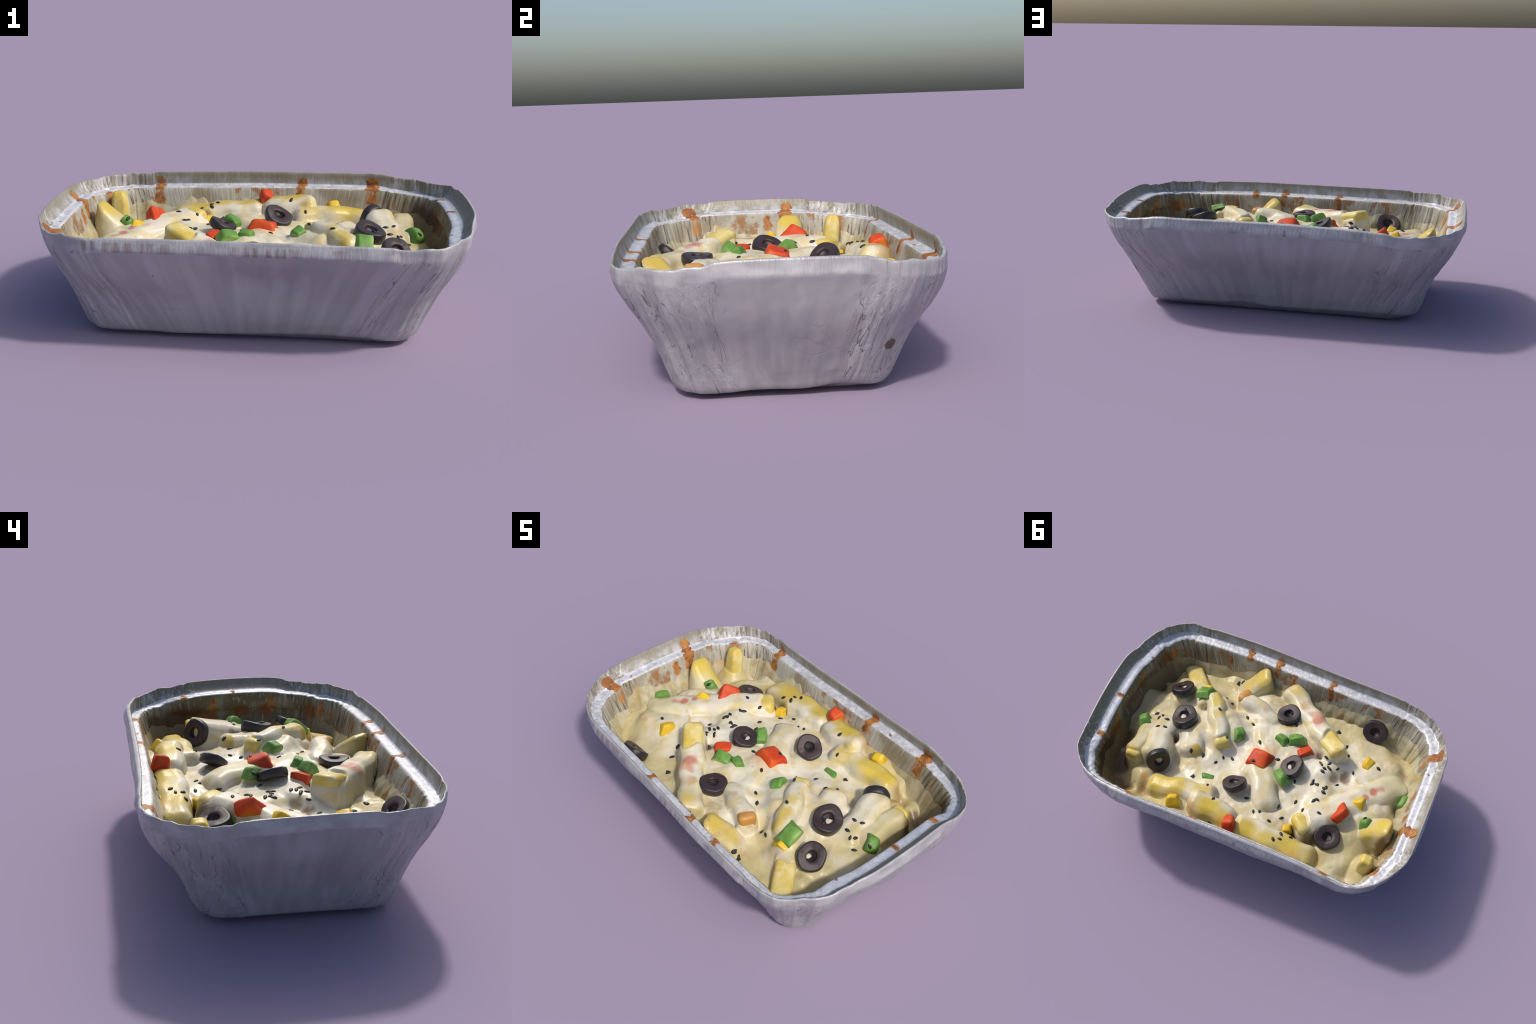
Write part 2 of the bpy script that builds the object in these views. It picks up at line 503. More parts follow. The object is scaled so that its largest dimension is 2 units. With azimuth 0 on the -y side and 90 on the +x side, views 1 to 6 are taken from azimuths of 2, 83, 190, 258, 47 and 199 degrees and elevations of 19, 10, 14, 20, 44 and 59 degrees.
def foil_rim_outside():
    M = Mat('foil_rim_outside', .4, .5)
    cm = corner_mask(M)
    fine = M.noise((70, 70, 6), 3, .6)
    slant = M.n('ShaderNodeMapping')
    M.put(slant.inputs['Vector'], M.pos)
    slant.inputs['Rotation'].default_value = (0, math.radians(38), math.radians(3))
    slant.inputs['Scale'].default_value = (34, 1.2, 5)
    crimp = M.n('ShaderNodeTexNoise')
    M.put(crimp.inputs['Vector'], slant.outputs[0])
    crimp.inputs['Scale'].default_value = 1
    o = M.xyz()
    zone = M.math('MULTIPLY', M.ramp(M.noise(3.2, 1), .46, .60), M.ramp(M.math('ABSOLUTE', o[1]), .5, .56))
    zone = M.math('MULTIPLY', zone, M.math('MULTIPLY', M.ramp(o[2], .470, .480), M.ramp(o[2], .522, .510)))
    c = M.mix(M.ramp(M.noise((8, 8, 14), 3), .35, .65), (.32, .315, .335), (.43, .425, .445))
    c = M.mix(M.math('MULTIPLY', zone, M.ramp(crimp.outputs['Fac'], .44, .60, 0, .75)), c, (.20, .165, .165))
    c = M.mix(M.math('MULTIPLY', M.ramp(fine, .60, .72), M.math('MULTIPLY', cm, .6)), c, (.22, .205, .20))
    M.bump(fine, .3, .01)
    M.b.inputs['Metallic'].default_value = .12
    return M.colour(c)


def section_point(i, t):
    """point i round the tray, t metres along the inner section from the rim down"""
    i = i % NS
    zr = RC[i, 2]
    lo, li, up = LEDGE_OUT[i], LEDGE_IN[i], LEDGE_UP[i]
    path = np.array([(.011, zr - .008), (lo, zr - .058 + up), (li + .002, zr - .064 + up), (float(wall_at(zr - .10)[i]), zr - .10),
                     (float(wall_at(zr - .20)[i]), zr - .20)])
    L = np.r_[0, np.cumsum(np.hypot(*np.diff(path, axis=0).T))]
    ins, z = np.interp(t, L, path[:, 0]), np.interp(t, L, path[:, 1])
    return np.array([RC[i, 0] + INN[i, 0] * ins, RC[i, 1] + INN[i, 1] * ins, z])


# browned cheese that ran up over ledge and rim: (x, y), half width, start and end
# along the section from the rim inward, lean
DRIPS = [((.328, -.62), .030, .045, .125, .1), ((.134, -.61), .034, .025, .17, -.2), ((-.221, -.60), .034, .040, .19, .2),
         ((.02, -.60), .030, .105, .19, 0), ((-.93, -.31), .040, .005, .20, .15), ((-.97, .205), .042, .012, .20, -.2),
         ((.59, .565), .044, .015, .20, .1), ((.205, .575), .036, .020, .17, -.4), ((-.56, .625), .042, .010, .20, .1),
         ((.83, -.53), .030, .13, .20, .1), ((.955, -.25), .030, .13, .20, .2), ((.97, -.02), .012, .07, .10, 0),
         ((.965, .26), .016, .07, .105, 0), ((.45, -.64), .022, .14, .19, 0), ((.97, .10), .03, .13, .2, .1),
         ((-.86, .52), .040, .10, .20, .2), ((-.98, .10), .03, .12, .2, 0)]


def stains(M, c, lo, hi):
    wob = M.wobbly(.035, 24)
    for k, ((x, y), hw, t0, t1, ln) in enumerate(DRIPS):
        i = int(np.argmin((RC[:, 0] - x) ** 2 + (RC[:, 1] - y) ** 2))
        ts = [t0 + (t1 - t0) * q for q in (.15, .5, .85)]
        p = [section_point(i, t) for t in ts]
        for j, (q, tq) in enumerate(zip(p, ts)):
            if tq < lo or tq > hi:
                continue
            c = M.mix(M.math('MULTIPLY', M.blob(tuple(float(v) for v in q), max(.026, hw * (.90 + .18 * j)), wob, .15), .9), c,
                      (.30, .115, .03) if j == 0 else (.38, .175, .045))
    return c


def foil_ledge():
    M = Mat('foil_ledge', .45, .45)
    fine = M.noise((34, 34, 14), 3, .6, None, .6)
    cm = corner_mask(M)
    c = M.mix(M.ramp(fine, .25, .75), (.40, .40, .435), (.64, .645, .68))
    c = M.mix(M.ramp(M.noise((7, 7, 5), 2), .54, .68, 0, .5), c, (.36, .355, .37))
    c = M.mix(M.ramp(M.noise((22, 22, 9), 2), .54, .70, 0, .45), c, (.78, .78, .80))  # white highlights baked into the ledge colour
    c = M.mix(M.math('MULTIPLY', M.ramp(M.noise((70, 70, 8), 2), .58, .68), M.math('MULTIPLY_ADD', cm, .45, .1)), c, (.27, .27, .31))
    o = M.xyz()
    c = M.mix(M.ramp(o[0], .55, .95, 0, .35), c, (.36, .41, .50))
    spot = M.noise(24, 1)
    c = M.mix(M.ramp(spot, .745, .77, 0, .9), c, (.22, .085, .035))
    c = stains(M, c, .035, .15)
    M.bump(fine, .35, .010)
    M.b.inputs['Metallic'].default_value = .15
    return M.colour(c)


def foil_inside():
    M = Mat('foil_inside', .55, .3)
    fl = fall_line(M, .80, .42)
    cm = corner_mask(M)
    fine = M.noise((70, 70, 2.0), 3, .6, fl)
    big = M.noise((6, 6, 5), 3)
    o = M.xyz()
    c = M.mix(M.ramp(big, .38, .62), (.25, .215, .15), (.39, .37, .315))
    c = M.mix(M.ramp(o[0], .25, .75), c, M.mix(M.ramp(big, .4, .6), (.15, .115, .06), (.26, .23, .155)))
    c = M.mix(M.math('MULTIPLY', M.ramp(fine, .54, .64), M.math('MULTIPLY_ADD', cm, .72, .15)), c, (.075, .062, .045))
    c = M.mix(M.math('MULTIPLY', M.ramp(fine, .42, .34), .5), c, (.52, .50, .45))
    burnt = M.math('MULTIPLY', M.ramp(M.noise(9, 4, .6), .54, .62), M.ramp(M.noise(3.1, 1), .40, .55))
    c = M.mix(M.math('MULTIPLY', burnt, .85), c, (.26, .115, .03))
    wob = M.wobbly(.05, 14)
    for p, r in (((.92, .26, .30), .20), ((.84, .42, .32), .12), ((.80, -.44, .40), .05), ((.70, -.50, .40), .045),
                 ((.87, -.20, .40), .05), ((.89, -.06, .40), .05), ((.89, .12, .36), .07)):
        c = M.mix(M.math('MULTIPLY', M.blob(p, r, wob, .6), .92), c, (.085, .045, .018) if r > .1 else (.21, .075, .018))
    c = stains(M, c, .09, 1)
    M.bump(fine, .4, .012)
    return M.colour(c)


def cheese_mat(x0, x1):
    """cheese for the stretch x0..x1 of the tray, with the spots that fall in it"""
    M = Mat('melted_cheese', .36, .36)
    big = M.noise(3.4, 3)
    mid = M.noise(13, 3)
    c = M.mix(M.ramp(big, .38, .64), (.60, .55, .42), (.675, .635, .525))
    c = M.mix(M.ramp(mid, .44, .66, 0, .75), c, (.56, .455, .215))
    c = M.mix(M.ramp(M.noise(5.2, 3), .55, .70, 0, .55), c, (.55, .44, .17))
    o = M.xyz()
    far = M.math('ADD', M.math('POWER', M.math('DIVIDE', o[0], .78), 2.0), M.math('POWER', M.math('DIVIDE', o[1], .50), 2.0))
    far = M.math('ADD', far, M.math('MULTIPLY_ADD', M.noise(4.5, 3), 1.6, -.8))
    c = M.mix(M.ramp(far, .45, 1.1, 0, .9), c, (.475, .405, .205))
    c = M.mix(M.ramp(M.noise(7, 2), .58, .72, 0, .5), c, (.64, .53, .45))
    wob = M.wobbly(.055, 16)
    yel, brn, red, olv = (.54, .395, .05), (.40, .20, .05), (.42, .085, .04), (.36, .31, .13)
    pale = (.55, .52, .36)
    for p, r, col, f in (
            # yellow potato showing through thin cheese
            ((.385, .36, .40), .10, yel, .85), ((.25, .335, .40), .08, yel, .7), ((.50, .375, .38), .08, yel, .95), ((.44, .34, .40), .07, yel, .8),
            ((.16, .44, .44), .09, yel, .95), ((.06, .47, .44), .07, yel, .8), ((-.08, .47, .39), .09, yel, .9), ((-.20, .48, .39), .08, yel, .75), ((-.32, .475, .375), .10, yel, .85),
            ((-.46, .49, .36), .08, yel, .55), ((.385, -.215, .44), .055, yel, .8), ((.345, -.14, .45), .05, yel, .7),
            ((.40, -.27, .42), .05, yel, .8), ((.27, .02, .43), .05, yel, .6), ((.19, -.50, .44), .085, yel, .85), ((.27, -.46, .38), .06, yel, .6), ((.375, .10, .42), .035, (.50, .34, .06), .8),
            ((-.775, .20, .46), .085, yel, .9), ((-.70, .24, .40), .05, yel, .8), ((-.74, .37, .35), .05, yel, .5),
            ((-.36, -.17, .45), .06, yel, .7), ((-.02, -.49, .41), .05, yel, .65), ((.66, .02, .39), .05, yel, .15),
            ((-.33, .32, .40), .055, yel, .75), ((-.12, .30, .375), .035, yel, .3), ((.39, .11, .40), .045, yel, .6),
            ((.72, .25, .41), .05, yel, .55), ((.46, -.22, .42), .04, yel, .4), ((-.28, .36, .345), .05, yel, .8),
            ((.52, -.30, .40), .05, yel, .4), ((.46, .44, .37), .08, yel, .35), ((.60, -.42, .34), .09, yel, .35),
            # browned and greasy places
            ((.60, .40, .36), .06, brn, .6), ((.26, .47, .43), .07, brn, .5), ((.05, .52, .43), .07, brn, .6),
            ((-.35, .53, .38), .07, brn, .45), ((.26, -.345, .425), .05, brn, .8), ((.10, -.30, .40), .035, brn, .5),
            ((-.05, -.26, .40), .035, brn, .7), ((-.10, -.405, .40), .05, brn, .5), ((.44, -.33, .34), .05, olv, .5),
            ((.82, .29, .22), .11, (.10, .055, .022), .9), ((.76, .39, .24), .07, (.13, .065, .025), .8), ((.86, .13, .22), .09, (.12, .06, .025), .85), ((.605, .333, .34), .035, (.45, .22, .05), .8),  # first three paint the darkness of the corner pit
            ((.10, .328, .345), .05, (.45, .34, .20), .5), ((-.805, .257, .28), .035, (.30, .12, .06), .6),
            ((.45, -.50, .32), .10, olv, .45), ((.62, .47, .34), .10, olv, .5), ((-.60, .47, .34), .10, pale, .6),
            ((-.84, .05, .33), .10, olv, .4), ((.12, -.50, .36), .08, olv, .6), ((-.75, -.10, .33), .16, pale, .5),
            # tomato stains
            ((-.66, -.02, .385), .035, red, .8), ((-.62, .03, .395), .030, red, .75), ((-.69, -.05, .38), .028, red, .5),
            ((-.205, -.325, .43), .050, red, .75), ((-.165, -.36, .425), .035, red, .5), ((-.20, -.37, .41), .05, (.55, .26, .18), .6),
            ((.01, .00, .40), .11, (.60, .36, .20), .45), ((-.20, -.14, .39), .06, (.58, .28, .18), .5),
            ((-.78, -.22, .34), .03, red, .35), ((-.70, -.26, .34), .025, red, .35), ((-.84, -.15, .33), .025, (.3, .13, .06), .6)):
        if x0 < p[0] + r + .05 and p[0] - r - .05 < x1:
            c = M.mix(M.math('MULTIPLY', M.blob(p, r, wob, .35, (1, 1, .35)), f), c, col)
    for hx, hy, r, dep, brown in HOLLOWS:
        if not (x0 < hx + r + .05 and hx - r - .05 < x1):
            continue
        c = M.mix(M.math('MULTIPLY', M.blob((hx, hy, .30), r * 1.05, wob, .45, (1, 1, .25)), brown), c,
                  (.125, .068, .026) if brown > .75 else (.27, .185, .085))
    toast = M.math('MULTIPLY', M.ramp(M.noise(8.5, 4, .6, None, .5), .60, .70), M.ramp(M.noise(2.7, 1), .48, .60))
    c = M.mix(M.math('MULTIPLY', toast, .75), c, (.46, .28, .10))
    speck = M.noise(34, 2)
    c = M.mix(M.ramp(speck, .70, .75, 0, .55), c, (.40, .27, .13))
    M.bump(M.math('ADD', M.noise(28, 3), M.math('MULTIPLY', M.noise(90, 2), .35)), .25, .008)
    M.b.inputs['Subsurface Weight'].default_value = .12
    M.b.inputs['Subsurface Radius'].default_value = (.02, .014, .007)
    return M.colour(c)


def skirt_mat():
    M = Mat('cheese_film', .4, .4)
    o = M.xyz()
    big = M.noise(6, 3)
    c = M.mix(M.ramp(big, .38, .62), (.34, .30, .175), (.46, .42, .29))
    c = M.mix(M.ramp(M.noise(17, 3), .5, .66, 0, .6), c, (.30, .25, .12))
    c = M.mix(M.ramp(M.noise(7.5, 3), .52, .68, 0, .7), c, (.36, .22, .07))
    hot = M.math('MULTIPLY', M.ramp(M.math('MULTIPLY_ADD', M.noise(14, 3), .10, o[2]), .455, .490),
                 M.ramp(M.noise(4.3, 1), .42, .55))
    c = M.mix(M.math('MULTIPLY', hot, .9), c, (.40, .17, .035))
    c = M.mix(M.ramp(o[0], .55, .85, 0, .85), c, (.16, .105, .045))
    wob = M.wobbly(.05, 18)
    for p, r in (((-.80, .40, .40), .10), ((-.86, .30, .40), .09), ((-.93, -.25, .42), .09), ((-.55, .52, .42), .08),
                 ((.45, .50, .42), .07), ((.12, .54, .42), .07), ((.14, -.55, .42), .06)):
        c = M.mix(M.math('MULTIPLY', M.blob(p, r, wob, .15), .9), c, (.42, .20, .045))
    M.bump(M.noise(30, 3), .3, .008)
    return M.colour(c)


def drip_mat():
    M = Mat('browned_cheese', .55, .3)
    a = M.noise(26, 4, .65)
    c = M.mix(M.ramp(a, .35, .62), (.22, .080, .024), (.38, .165, .045))
    c = M.mix(M.ramp(M.noise(60, 2), .60, .70, 0, .6), c, (.52, .30, .12))
    c = M.mix(M.ramp(M.noise(11, 2), .50, .66, 0, .6), c, (.16, .05, .018))
    M.bump(a, .35, .01)
    return M.colour(c)


def potato_mat():
    M = Mat('yellow_potato', .42, .35)
    a = M.noise(9, 3)
    c = M.mix(M.ramp(a, .36, .64), (.56, .415, .075), (.63, .525, .20))
    c = M.mix(M.ramp(M.noise(22, 3), .52, .68, 0, .55), c, (.66, .58, .36))
    wob = M.wobbly(.05, 18)
    for p, r in (((.27, -.35, .41), .075), ((.33, .45, .40), .04), ((-.16, .47, .35), .04), ((.60, .40, .33), .07)):
        c = M.mix(M.math('MULTIPLY', M.blob(p, r, wob, .4), .9), c, (.46, .20, .045))
    c = M.mix(M.ramp(M.noise(14, 2), .62, .72, 0, .6), c, (.52, .29, .08))
    M.bump(M.noise(30, 3), .25, .008)
    M.b.inputs['Subsurface Weight'].default_value = .1
    M.b.inputs['Subsurface Radius'].default_value = (.02, .014, .005)
    return M.colour(c)


def plain(name, a, b, scale, rough=.35, spec=.45, bump=.2, third=None):
    M = Mat(name, rough, spec)
    v = M.noise(scale, 3)
    c = M.mix(M.ramp(v, .36, .64), a, b)
    if third:
        c = M.mix(M.ramp(M.noise(scale * .55, 2), .52, .66), c, third)
    M.bump(M.noise(scale * 3, 2), bump, .006)
    return M.colour(c)


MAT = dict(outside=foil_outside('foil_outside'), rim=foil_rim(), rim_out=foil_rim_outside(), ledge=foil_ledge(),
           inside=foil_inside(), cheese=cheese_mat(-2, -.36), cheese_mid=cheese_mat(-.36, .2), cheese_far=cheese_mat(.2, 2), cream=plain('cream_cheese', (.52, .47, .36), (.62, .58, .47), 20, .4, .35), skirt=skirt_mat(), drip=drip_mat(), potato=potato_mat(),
           skin=plain('olive_skin', (.016, .013, .015), (.026, .021, .024), 18, .34, .5),
           flesh=plain('olive_flesh', (.022, .014, .015), (.050, .028, .028), 22, .38, .45),
           red=plain('red_pepper', (.47, .042, .010), (.56, .085, .014), 11, .5, .25, .15, (.58, .17, .025)),
           green=plain('green_pepper', (.095, .215, .035), (.16, .31, .07), 13, .45, .3, .15, (.27, .40, .11)),
           yellow=plain('yellow_pepper', (.58, .37, .018), (.70, .50, .035), 11, .42, .35, .15),
           seed=plain('black_sesame', (.012, .012, .013), (.022, .021, .024), 60, .4, .4))


# ------------------------------------------------------------- mesh utilities
def link(ob, parent):
    COL.objects.link(ob)
    ob.parent = parent
    return ob


def mesh_object(name, verts, faces, mats, parent, smooth_on=True, mat_index=None):
    me = bpy.data.meshes.new(name)
    me.from_pydata([tuple(map(float, v)) for v in verts], [], [tuple(map(int, f)) for f in faces])
    for m in (mats if isinstance(mats, (list, tuple)) else [mats]):
        me.materials.append(m)
    if mat_index is not None:
        me.polygons.foreach_set('material_index', list(map(int, mat_index)))
    me.polygons.foreach_set('use_smooth', [smooth_on] * len(me.polygons))
    me.update()
    return link(bpy.data.objects.new(name, me), parent)


def vertex_normals(V, F):
    nrm = np.zeros_like(V)
    F = np.asarray(F)
    a, b, c, d = (V[F[:, i]] for i in range(4))
    fn = np.cross(c - a, d - b)
    for i in range(4):
        np.add.at(nrm, F[:, i], fn)
    return nrm / (np.linalg.norm(nrm, axis=1)[:, None] + 1e-12)


def loft_faces(rows, n):
    """quads between consecutive closed rings of n points"""
    i = np.arange(n)
    j = (i + 1) % n
    return np.vstack([np.stack([r * n + i, (r + 1) * n + i, (r + 1) * n + j, r * n + j], 1) for r in range(rows - 1)])


# --------------------------------------------------------------- top object
top = bpy.data.objects.new('baked_potato_tray', None)
top.empty_display_size = .3
COL.objects.link(top)
top['label'] = 'crinkled foil tray of cheese-baked potato sticks with olives and peppers'
top['category'] = 'baked dish'

# ---------------------------------------------------------------- foil tray
prof = np.array(OUTER)
fine_zn = np.unique(np.r_[np.linspace(1, .85, 12), np.linspace(.85, .2, 24), np.linspace(.2, .03, 14)])[::-1]
rings, tag = [], []
foot_in = [(.95, .010), (.80, .004), (.45, .0), (.02, .0)]
cx, cy = BASE_C
last = outer_ring(*[float(np.interp(.03, prof[::-1, 0], prof[::-1, k])) for k in range(3)], 0)
for s, z in foot_in[::-1]:                                   # under the foot
    rings.append(np.c_[cx + (last[:, 0] - cx) * s, cy + (last[:, 1] - cy) * s, np.full(NS, z)])
    tag.append('base')
for zn in fine_zn[::-1]:                                     # outer wall, upward
    rings.append(outer_ring(float(zn), *[float(np.interp(zn, prof[::-1, 0], prof[::-1, k])) for k in (1, 2)], 0))
    tag.append('base' if zn < .03 else ('wall' if zn < .885 else 'rim_out'))
bead = .005
rings.append(np.c_[RC[:, :2] + INN * (.004 + 0 * ZTOP)[:, None], ZTOP + .003])
tag.append('rim_out')
lean = .004 * WAVE
for q, dz in ((.0, .0), (.06, -.012), (.3, -.030), (.65, -.046), (.92, -.056)):
    rings.append(inner_ring((.009 + (LEDGE_OUT - .009) * q + lean * q)[:, None], ZTOP + dz + LEDGE_UP * q, .0035))
    tag.append('rim')
for q, dz in ((.08, -.060), (.30, -.0625), (.60, -.061), (.84, -.062), (1.0, -.067)):
    rings.append(inner_ring((LEDGE_OUT + (LEDGE_IN - LEDGE_OUT) * q)[:, None], RC[:, 2] + dz + .0025 * PLEAT + LEDGE_UP, .004, .001))
    tag.append('ledge')
z0 = RC[:, 2] - .076 + LEDGE_UP
for t in np.linspace(0, 1, 22):
    z = z0 * (1 - t) + .06 * t
    rings.append(inner_ring(wall_at(z)[:, None], z, .006, .002))
    tag.append('inner_wall')
for s in (.9, .5, .02):
    r = rings[-1] if s == .9 else floor0
    if s == .9:
        floor0 = rings[-1]
    rings.append(np.c_[cx + (floor0[:, 0] - cx) * s, cy + (floor0[:, 1] - cy) * s, np.full(NS, .058)])
    tag.append('inner_wall')

# sit exactly on the ground
V = np.vstack(rings)
V[:, 2] -= V[:, 2].min()
F = loft_faces(len(rings), NS)
N = vertex_normals(V, F)
row = np.repeat(np.arange(len(rings) - 1), NS)
rtag = np.array([tag[r + 1] if tag[r + 1] in ('rim', 'ledge', 'inner_wall') else tag[r] for r in range(len(rings) - 1)])
vol = np.einsum('ij,ij->i', V[F[:, 0]], np.cross(V[F[:, 1]], V[F[:, 2]])).sum()
if vol < 0:
    F = F[:, ::-1]
    N = -N


def tray_part(name, tags, mat, parent):
    sel = F[np.isin(rtag[row], tags)]
    used, inv = np.unique(sel, return_inverse=True)
    ob = mesh_object(name, V[used], inv.reshape(-1, 4), mat, parent)
    ob.data.normals_split_custom_set_from_vertices([tuple(map(float, q)) for q in N[used]])
    return ob


tray = tray_part('foil_tray', ['wall'], MAT['outside'], top)
tray_part('base', ['base'], MAT['outside'], tray)
tray_part('folded_edge', ['rim_out'], MAT['rim_out'], tray)
tray_part('rim', ['rim'], MAT['rim'], tray)
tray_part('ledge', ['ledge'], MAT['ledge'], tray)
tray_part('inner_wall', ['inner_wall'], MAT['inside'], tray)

# ------------------------------------------------------------------- cheese
STEP = .0055
gx = np.arange(-1.0, 1.0, STEP)
gy = np.arange(-.68, .66, STEP)
GX, GY = np.meshgrid(gx, gy)
ang_w = np.arctan2(RC[:, 1], RC[:, 0])
order = np.argsort(ang_w)


def wall_radius(x, y, z):
    """reach of the inner wall from the middle, in the direction of (x, y), at height z"""
    out = np.zeros_like(x)
    lev = np.linspace(.14, .47, 34)
    R = []
    a = np.arctan2(y, x)
    for l in lev:
        P = RC[:, :2] + INN * wall_at(l)[:, None]
        pa = np.arctan2(P[:, 1], P[:, 0])
        o = np.argsort(pa)
        R.append(np.interp(a, pa[o], np.hypot(P[:, 0], P[:, 1])[o], period=2 * math.pi))
    R = np.array(R)
    q = np.clip((z - lev[0]) / (lev[1] - lev[0]), 0, len(lev) - 1.001)
    i = q.astype(int)
    f = q - i
    I = np.indices(x.shape)
    return R[(i, *I)] * (1 - f) + R[(i + 1, *I)] * f


GZ = cheese_height(GX, GY)
rad = np.hypot(GX, GY) + 1e-9
lim = wall_radius(GX, GY, GZ) + .004
inside = rad <= lim
k = np.where(inside, 1.0, lim / rad)
PX, PY = GX * k, GY * k
PZ = cheese_height(PX, PY)
lim2 = wall_radius(PX, PY, PZ) + .004
k2 = np.minimum(1, lim2 / (np.hypot(PX, PY) + 1e-9))
PX, PY = PX * k2, PY * k2
# gentle rise where the cheese has crept up the wall
creep = smooth(.07, .0, lim - np.minimum(rad, lim))
PZ = PZ + .012 * creep
idx = np.arange(GX.size).reshape(GX.shape)
quad = np.stack([idx[:-1, :-1], idx[:-1, 1:], idx[1:, 1:], idx[1:, :-1]], -1).reshape(-1, 4)
keep = inside.ravel()[quad].any(1)
quad = quad[keep]
used, inv = np.unique(quad, return_inverse=True)
CV = np.c_[PX.ravel(), PY.ravel(), PZ.ravel()][used]
CQ = inv.reshape(-1, 4)
qx = CV[CQ].mean(1)[:, 0]
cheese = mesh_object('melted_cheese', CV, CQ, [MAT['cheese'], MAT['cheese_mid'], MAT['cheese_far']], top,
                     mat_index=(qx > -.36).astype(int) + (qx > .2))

# cheese film that has crept up the wall, with crimped peaks on two sides
zig = np.abs(((np.arange(NS) / NS * 78) % 1) * 2 - 1) ** .9
peaks = np.zeros(NS)
peaks = np.maximum(peaks, smooth(.34, .24, np.abs(RY + .03)) * (RX < -.85))
peaks = np.maximum(peaks, smooth(.40, .30, np.abs(RX + .12)) * (RY > .5))
peaks = np.maximum(peaks, .75 * smooth(.30, .20, np.abs(RX + .38)) * (RY < -.5))
topz = .375 + .028 * ring_noise(NS, 34, 21) + .012 * ring_noise(NS, 120, 22)
topz = topz + peaks * (.020 + .030 * zig * (1 + .4 * ring_noise(NS, 50, 23)))
topz = np.minimum(topz, RC[:, 2] - .078)
rows = 12
sk = []
for r in range(rows):
    t = r / (rows - 1)
    z = .16 + (topz - .16) * t
    off = .006 + .004 * ring_noise(NS, 90, 24) + peaks * (.004 + .018 * (1 - zig) * (1 - .3 * t))
    off = off * (1 - smooth(.75, 1.0, t)) - .003 * smooth(.75, 1.0, t)
    xy = RC[:, :2] + INN * (wall_at(z) + off)[:, None] + OUT * (.006 * PLEAT)[:, None]
    sk.append(np.c_[xy, z])
SV = np.vstack(sk)
film = mesh_object('cheese_film', SV, loft_faces(rows, NS)[:, ::-1], MAT['skirt'], top)

# ------------------------------------------------------------ potato sticks
for si, s in enumerate(STICKS):
    a, b, u, L = stick_frame(s)
    w = s[2] * .98
    nrm = np.array([-u[1], u[0]])
    nl, nc = 34, 28
    rows = []
    for i in range(nl):
        t = .5 - .5 * math.cos(math.pi * i / (nl - 1))
        tt = t
        endr = min(1.0, math.sqrt(max(0.0, 1 - max(0, 1 - min(t, 1 - t) * L / (.55 * w)) ** 2)))
        grow = .55 + .45 * endr if i not in (0, nl - 1) else .5
        ztop = a[2] + (b[2] - a[2]) * tt + s[3] * 4 * tt * (1 - tt)
        mid = np.array([a[0] + u[0] * L * tt, a[1] + u[1] * L * tt, ztop - w])
        for c in range(nc):
            th = 2 * math.pi * c / nc
            ct, st = math.cos(th), math.sin(th)
            q = (abs(ct) ** 4.5 + abs(st) ** 3.4) ** (-1 / 3.4)
            wob = 1 + .05 * mnoise.noise(Vector((t * 9 + si * 7, ct * 1.5, st * 1.5)))
            cr = 1 + .018 * math.sin(t * L * 95 + si)
            px, pz = ct * q * w * grow * wob * cr, st * q * w * grow * wob
            rows.append((mid[0] + nrm[0] * px, mid[1] + nrm[1] * px, mid[2] + pz))
    rows = np.array(rows)
    tv = np.repeat([.5 - .5 * math.cos(math.pi * i / (nl - 1)) for i in range(nl)], nc)
    bare = np.zeros_like(tv)
    if s[4] > 0:
        bare = np.maximum(bare, smooth(s[4] + .12, s[4], tv))
    if s[5] > 0:
        bare = np.maximum(bare, smooth(1 - s[5] - .12, 1 - s[5], tv))
    rows[:, 2] -= .012 * (1 - bare)
    lim = wall_radius(rows[:, 0], rows[:, 1], rows[:, 2]) - .004
    rows[:, :2] *= np.minimum(1, lim / np.hypot(rows[:, 0], rows[:, 1]))[:, None]
    faces = []
    for i in range(nl - 1):
        for c in range(nc):
            d = (c + 1) % nc
            faces.append((i * nc + c, i * nc + d, (i + 1) * nc + d, (i + 1) * nc + c))
    me_faces = faces + [tuple(range(nc))[::-1], tuple(range((nl - 1) * nc, nl * nc))]
    mesh_object('potato_stick', rows, me_faces, MAT['potato'], top)

# one stub stands upright in a corner
bm = bmesh.new()
bmesh.ops.create_cube(bm, size=2.0)
bmesh.ops.bevel(bm, geom=list(bm.edges), offset=.55, segments=4, affect='EDGES', profile=.5)
bmesh.ops.subdivide_edges(bm, edges=[e for e in bm.edges if e.calc_length() > .5], cuts=6, use_grid_fill=True)
for v in bm.verts:
    k = .5 + .5 * v.co.z
    n = mnoise.noise_vector(v.co * 1.3)
    v.co = Vector((v.co.x * (.046 - .006 * k) - .742 - .012 * k, v.co.y * (.044 - .005 * k) + .400 + .030 * k, .20 + .268 * k)) + n * .004
me = bpy.data.meshes.new('potato_stick')
bm.to_mesh(me)
bm.free()
me.polygons.foreach_set('use_smooth', [True] * len(me.polygons))
me.materials.append(MAT['potato'])
link(bpy.data.objects.new('potato_stick', me), top)

